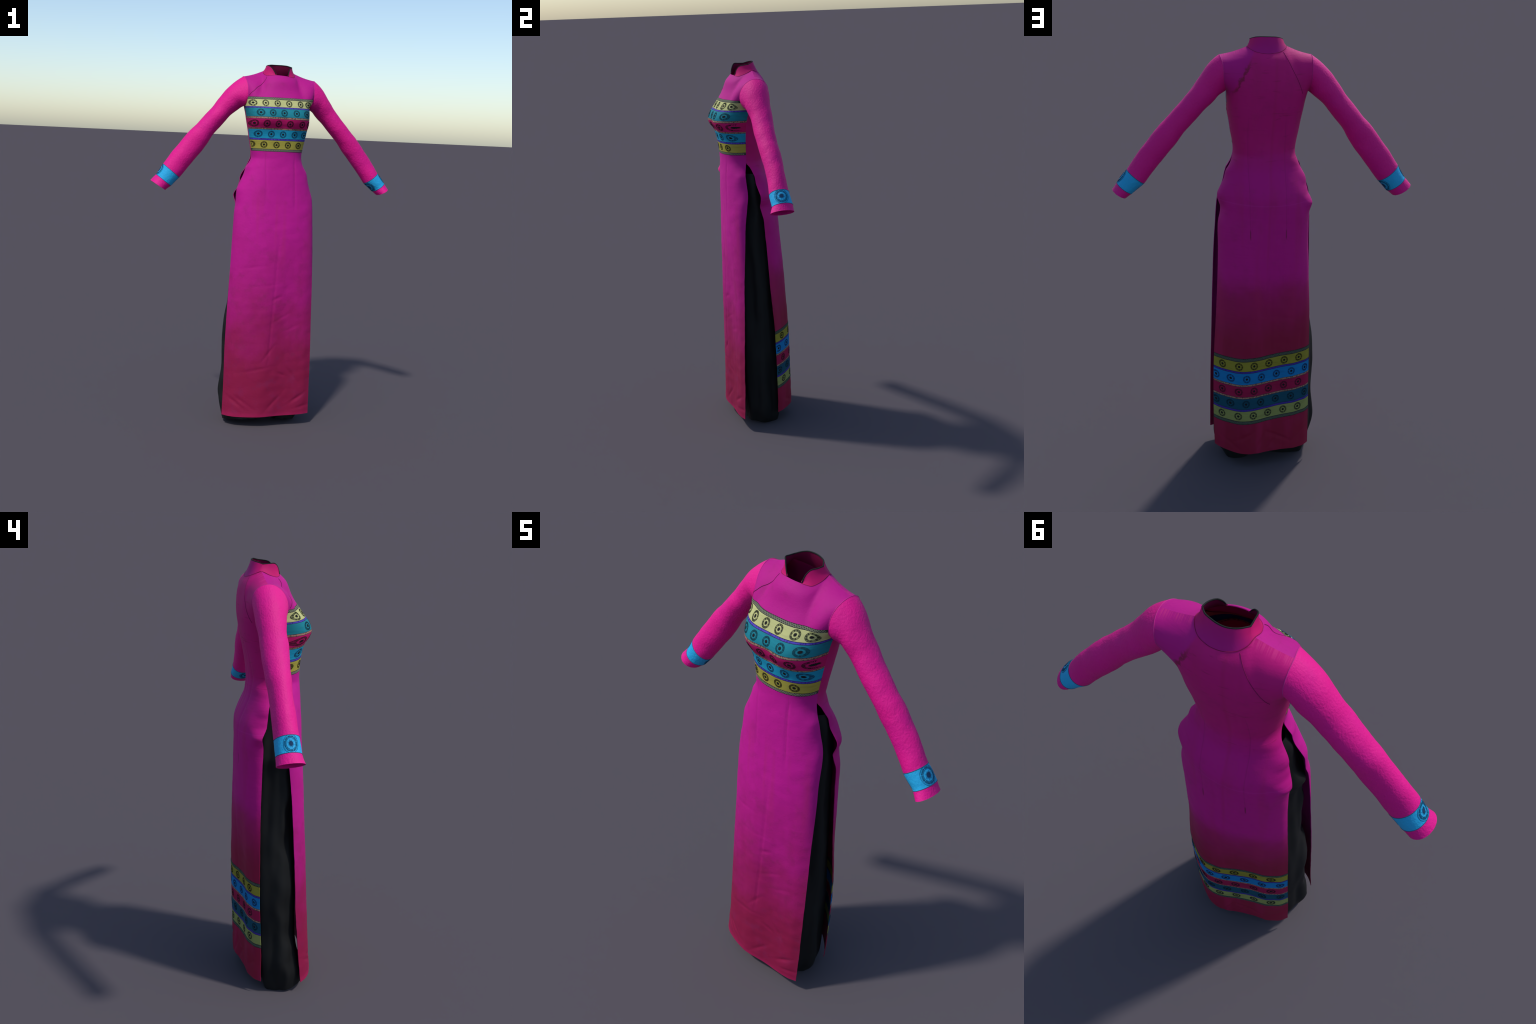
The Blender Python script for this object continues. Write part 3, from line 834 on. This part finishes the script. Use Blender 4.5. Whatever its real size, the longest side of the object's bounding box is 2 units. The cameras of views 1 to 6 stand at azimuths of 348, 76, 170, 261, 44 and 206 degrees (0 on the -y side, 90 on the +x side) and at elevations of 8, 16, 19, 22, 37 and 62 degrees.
def build_sleeve(side):
    G, ncap, q, d = sleeve_grid(side)
    cl = Cloth(G, lambda c: (0, 0, 0), wrap=True)
    # orient by distance from the arm axis
    cl.bm.normal_update()
    ctr = G.mean(1)
    sgn = 0
    for f in list(cl.bm.faces)[::37]:
        c = np.array(f.calc_center_median()); k = np.argmin(np.linalg.norm(ctr - c, axis=1))
        sgn += np.dot(np.array(f.normal), c - ctr[k])
    if sgn < 0:
        bmesh.ops.reverse_faces(cl.bm, faces=cl.bm.faces[:])
    cl.finish()
    ring = np.arange(len(cl.F)) // NPH
    i10 = ncap + int(np.argmin(np.abs(q - d[10]))); i12 = ncap + int(np.argmin(np.abs(q - d[12])))
    sl = cl.emit("sleeve", (ring < i10), M_SLEEVE, root)
    cl.emit("cuff_band", (ring >= i10) & (ring < i12), M_CUFF, sl)
    cl.emit("cuff_hem", (ring >= i12), M_SLEEVE, sl)
    # stitched edges of the blue band
    for i in (i10, i12):
        loop = np.vstack([G[i], G[i][:1]])
        off = loop - G[i].mean(0); off /= np.linalg.norm(off, axis=1)[:, None]
        tube("cuff_stitching", loop + off * .0002, .0011, M_CUFFLINE, sl, 6)
    ahole = np.vstack([G[0], G[0][:1]])
    tube("armhole_seam", ahole + np.array((-side * .0004, 0, 0)), .0013, M_ARMSEAM, sl, 6)
    # medallions, mapped on the angle and length of the sleeve
    mid = (i10 + i12) / 2
    blen = (d[12] - d[10]); rr = blen * .475
    N = np.array([v for v in cl.N]).reshape(len(G), NPH, 3)
    def at(r, a):
        r = min(max(r, 0), len(G) - 1.001); i = int(r); fr = r - i
        a = (a % (2 * math.pi)) / (2 * math.pi) * NPH; j = int(a) % NPH; fa = a - int(a); j2 = (j + 1) % NPH
        b = lambda X: (X[i, j] * (1 - fr) * (1 - fa) + X[i + 1, j] * fr * (1 - fa) + X[i, j2] * (1 - fr) * fa + X[i + 1, j2] * fr * fa)
        n = b(N)
        return b(G), n / np.linalg.norm(n)
    rows_per_m = (i12 - i10) / blen
    circ = np.linalg.norm(np.diff(np.vstack([G[int(mid)], G[int(mid)][:1]]), axis=0), axis=1).sum()
    for a0 in ((math.pi * .97, math.pi * 1.88) if side < 0 else (math.pi * .97, math.pi * .10)):
        def mp(a, b):
            P, n = at(mid + b * rr * rows_per_m, a0 + a * rr / circ * 2 * math.pi)
            return P, n
        polys = medallion_polys(True, rnd)
        raised("medallion", polys[32:], mp, TH["cyan"], sl, .0008)
        raised("medallion_heart", polys[:32], mp, thread("navy_heart_thread", (.012, .045, .11, 1)), sl, .0010)
    return sl
build_sleeve(-1); build_sleeve(1)

# ---- collar
BASE = [(-.0253, -.0640, 1.9355), (-.050, -.0575, 1.9340), (-.072, -.042, 1.9325), (-.0838, -.012, 1.943), (-.0816, .0216, 1.959), (-.074, .048, 1.951), (-.052, .069, 1.940), (-.022, .079, 1.933), (.003, .081, 1.930),
        (.030, .079, 1.932), (.060, .069, 1.938), (.080, .050, 1.948), (.0905, .0255, 1.9555), (.0895, -.008, 1.941), (.078, -.040, 1.929), (.060, -.0530, 1.9295), (.0423, -.0600, 1.932)]
TOP_A = [(-.0248, -.0632, 1.9375), (-.0384, -.0566, 1.9610), (-.0536, -.0456, 1.9805), (-.0655, -.0345, 1.9888), (-.0672, -.0110, 1.9885), (-.0672, .0135, 1.9878)]
TOP_B = [(-.0672, .0135, 1.9878), (-.0475, .0370, 1.9955), (-.0310, .0475, 1.9985), (-.012, .0520, 1.9990), (.013, .0500, 1.9990), (.033, .0440, 1.9985), (.054, .0345, 1.9965), (.0766, .0100, 1.9880)]
TOP_C = [(.0766, .0100, 1.9880), (.0725, -.0110, 1.9850), (.0580, -.0350, 1.9785), (.0490, -.0480, 1.9620), (.0428, -.0590, 1.9350)]
kn = np.linspace(0, 1, len(BASE))
nb = curve3(BASE, 161, kn)
ntp = np.vstack([curve3(TOP_A, 44)[:-1], curve3(TOP_B, 75), curve3(TOP_C, 44)[1:]])     # three cut edges meeting in small corners
rows = []
for t in np.linspace(0, 1, 16):
    r = nb * (1 - t) + ntp * t
    bow = math.sin(math.pi * t)
    r = r + np.stack([-r[:, 0], -(r[:, 1] - .01), 0 * r[:, 0]], -1) * .035 * bow     # slight waist of the stand-up collar
    rows.append(r)
col = Cloth(np.array(rows), lambda c: (c.x, c.y - .01, 0)).finish()
collar = col.emit("collar", np.ones(len(col.F), bool), M_COLLAR, root, .003)
collar.data.materials.append(plain("darkened_collar_inside", (.20, .002, .050, 1)))           # darker wine colour on the inner faces
for k in range(1, 2 * len(col.F), 2):
    collar.data.polygons[k].material_index = 1
inw = np.stack([-ntp[:, 0], -(ntp[:, 1] - .01), 0 * ntp[:, 0]], -1); inw /= np.linalg.norm(inw, axis=1)[:, None]
tube("collar_piping", ntp + inw * .0015 + np.array((0, 0, -.0012)), .0024, M_PIPING, collar, 10)
tube("collar_seam", nb + np.array((0, 0, .0008)), .0010, plain("collar_seam_thread", (.26, .006, .075, 1)), collar, 6)

# ---- trousers
LEG = {  # z, outer x, inner x, front y, back y, squareness
    -1: [(1.430, -.150, .002, -.110, .072, 2.3), (1.40, -.170, .002, -.118, .076, 2.3), (1.34, -.181, .002, -.122, .082, 2.1), (1.26, -.192, .002, -.126, .086, 2.1), (1.205, -.208, .002, -.126, .086, 2.0), (1.175, -.217, .002, -.126, .086, 2.0),
         (1.13, -.207, .002, -.124, .090, 2.0), (1.0, -.208, .001, -.118, .098, 2.1), (.90, -.214, -.002, -.112, .112, 2.1), (.73, -.232, -.006, -.098, .114, 2.2), (.59, -.252, -.010, -.092, .108, 2.3), (.42, -.256, -.016, -.088, .104, 2.4), (.30, -.252, -.022, -.085, .108, 2.5),
         (.235, -.261, -.024, -.088, .104, 2.5), (.175, -.266, -.026, -.096, .100, 2.5), (.10, -.262, -.028, -.112, .090, 2.5), (.05, -.253, -.030, -.128, .082, 2.5), (.015, -.244, -.030, -.140, .074, 2.5), (0, -.239, -.030, -.143, .070, 2.5)],
    1: [(1.430, .158, .002, -.108, .064, 2.3), (1.40, .170, .002, -.116, .074, 2.3), (1.34, .180, .002, -.122, .080, 2.3), (1.26, .188, .002, -.126, .084, 2.3), (1.175, .194, .002, -.124, .088, 2.3), (1.0, .200, .003, -.116, .092, 2.3),
        (.80, .207, .006, -.112, .098, 2.3), (.59, .214, .012, -.108, .104, 2.3), (.42, .219, .020, -.104, .112, 2.4), (.25, .222, .030, -.100, .108, 2.5), (.15, .224, .036, -.098, .104, 2.5), (.08, .220, .042, -.094, .100, 2.5), (.03, .205, .046, -.090, .094, 2.4), (0, .190, .050, -.088, .090, 2.4)]}
NLEG = 140
RIDGE = [(0, -.040), (.05, -.035), (.23, -.010), (.39, 0.0), (.55, 0.0), (.74, -.006), (.92, -.027), (1.0, -.036), (1.1, -.046), (1.2, -.030), (1.43, -.020)]   # height, y of the side crease
for side in (-1, 1):
    tb = np.array(LEG[side])
    f = spline(tb[:, 0], tb[:, 1:])
    fy = spline(*np.array(RIDGE).T)
    zs = np.linspace(0.0, 1.43, 220)
    wr = Waves(12, .05, .16, 77 + side); wf = Waves(10, .10, .30, 87 + side)
    rows = []
    for z in zs:
        xo, xi, yf, yk, n = f(z)
        soft = float(smooth01(1.42, 1.25, z))
        yr = float(fy(z)) + soft * (.006 * math.sin(17 * z) + .004 * math.sin(41 * z + 1))
        if side > 0:
            yr = .5 * yr + .005
        sx = math.copysign(1, xo)
        turn = .018 + .004 * math.sin(9 * z + side)             # the side crease: a strip of cloth folded to the front
        ctl = np.array([(xi, yk * .5), (xi + (xo - xi) * .28, yk * .95), (xi + (xo - xi) * .55, yk), (xi + (xo - xi) * .80, yk * .84), (xi + (xo - xi) * .91, (yk * .84 + yr) * .52), (xo, yr),
                        (xo - sx * turn, yr - .038), (xi + (xo - xi) * .80, yf * .86), (xi + (xo - xi) * .52, yf), (xi + (xo - xi) * .22, yf * .92), (xi, yf * .5)])
        loop = np.vstack([ctl[-2:], ctl, ctl[:3]])
        k = np.r_[0, np.cumsum(np.linalg.norm(np.diff(loop, axis=0), axis=1) ** .7)]
        xy = spline(k, loop)(np.linspace(k[2], k[2 + len(ctl)], NLEG, endpoint=False))
        rows.append(np.column_stack([xy, np.full(NLEG, z)]))
    G = np.array(rows)
    cen = G[:, :, :2].mean(1, keepdims=True)
    out = G[:, :, :2] - cen; out /= np.linalg.norm(out, axis=2)[..., None] + 1e-9
    fade = (smooth01(1.42, 1.2, zs) * .9 + .1)[:, None]
    side_mask = np.clip(1 - np.clip(G[..., 1] - .04, 0, 1) / .05, .1, 1)     # hidden back half stays calm
    rel = fade * side_mask * (.0024 * wr(G * np.array((1.7, 1.7, .22))) + .0030 * wf(G * np.array((2.4, 2.4, .16))) - .002)
    G[:, :, :2] += out * rel[..., None]
    G[:, :, 2] += (.042 if side < 0 else .030) * np.clip((.015 - G[:, :, 1]) / .155, 0, 1) * smooth01(.30, 0, zs)[:, None]      # hem rides up at the front of the foot
    cl = Cloth(G, lambda c: (0, 0, 0), wrap=True)
    ctr = G.mean(1)
    sg = 0
    for fc in list(cl.bm.faces)[::41]:
        c = np.array(fc.calc_center_median()); k = int(np.argmin(np.abs(zs - c[2])))
        sg += np.dot(np.array(fc.normal), c - ctr[k])
    if sg < 0:
        bmesh.ops.reverse_faces(cl.bm, faces=cl.bm.faces[:])
    cl.finish()
    cl.emit("trouser_leg", np.ones(len(cl.F), bool), M_BLACK, root, .003)
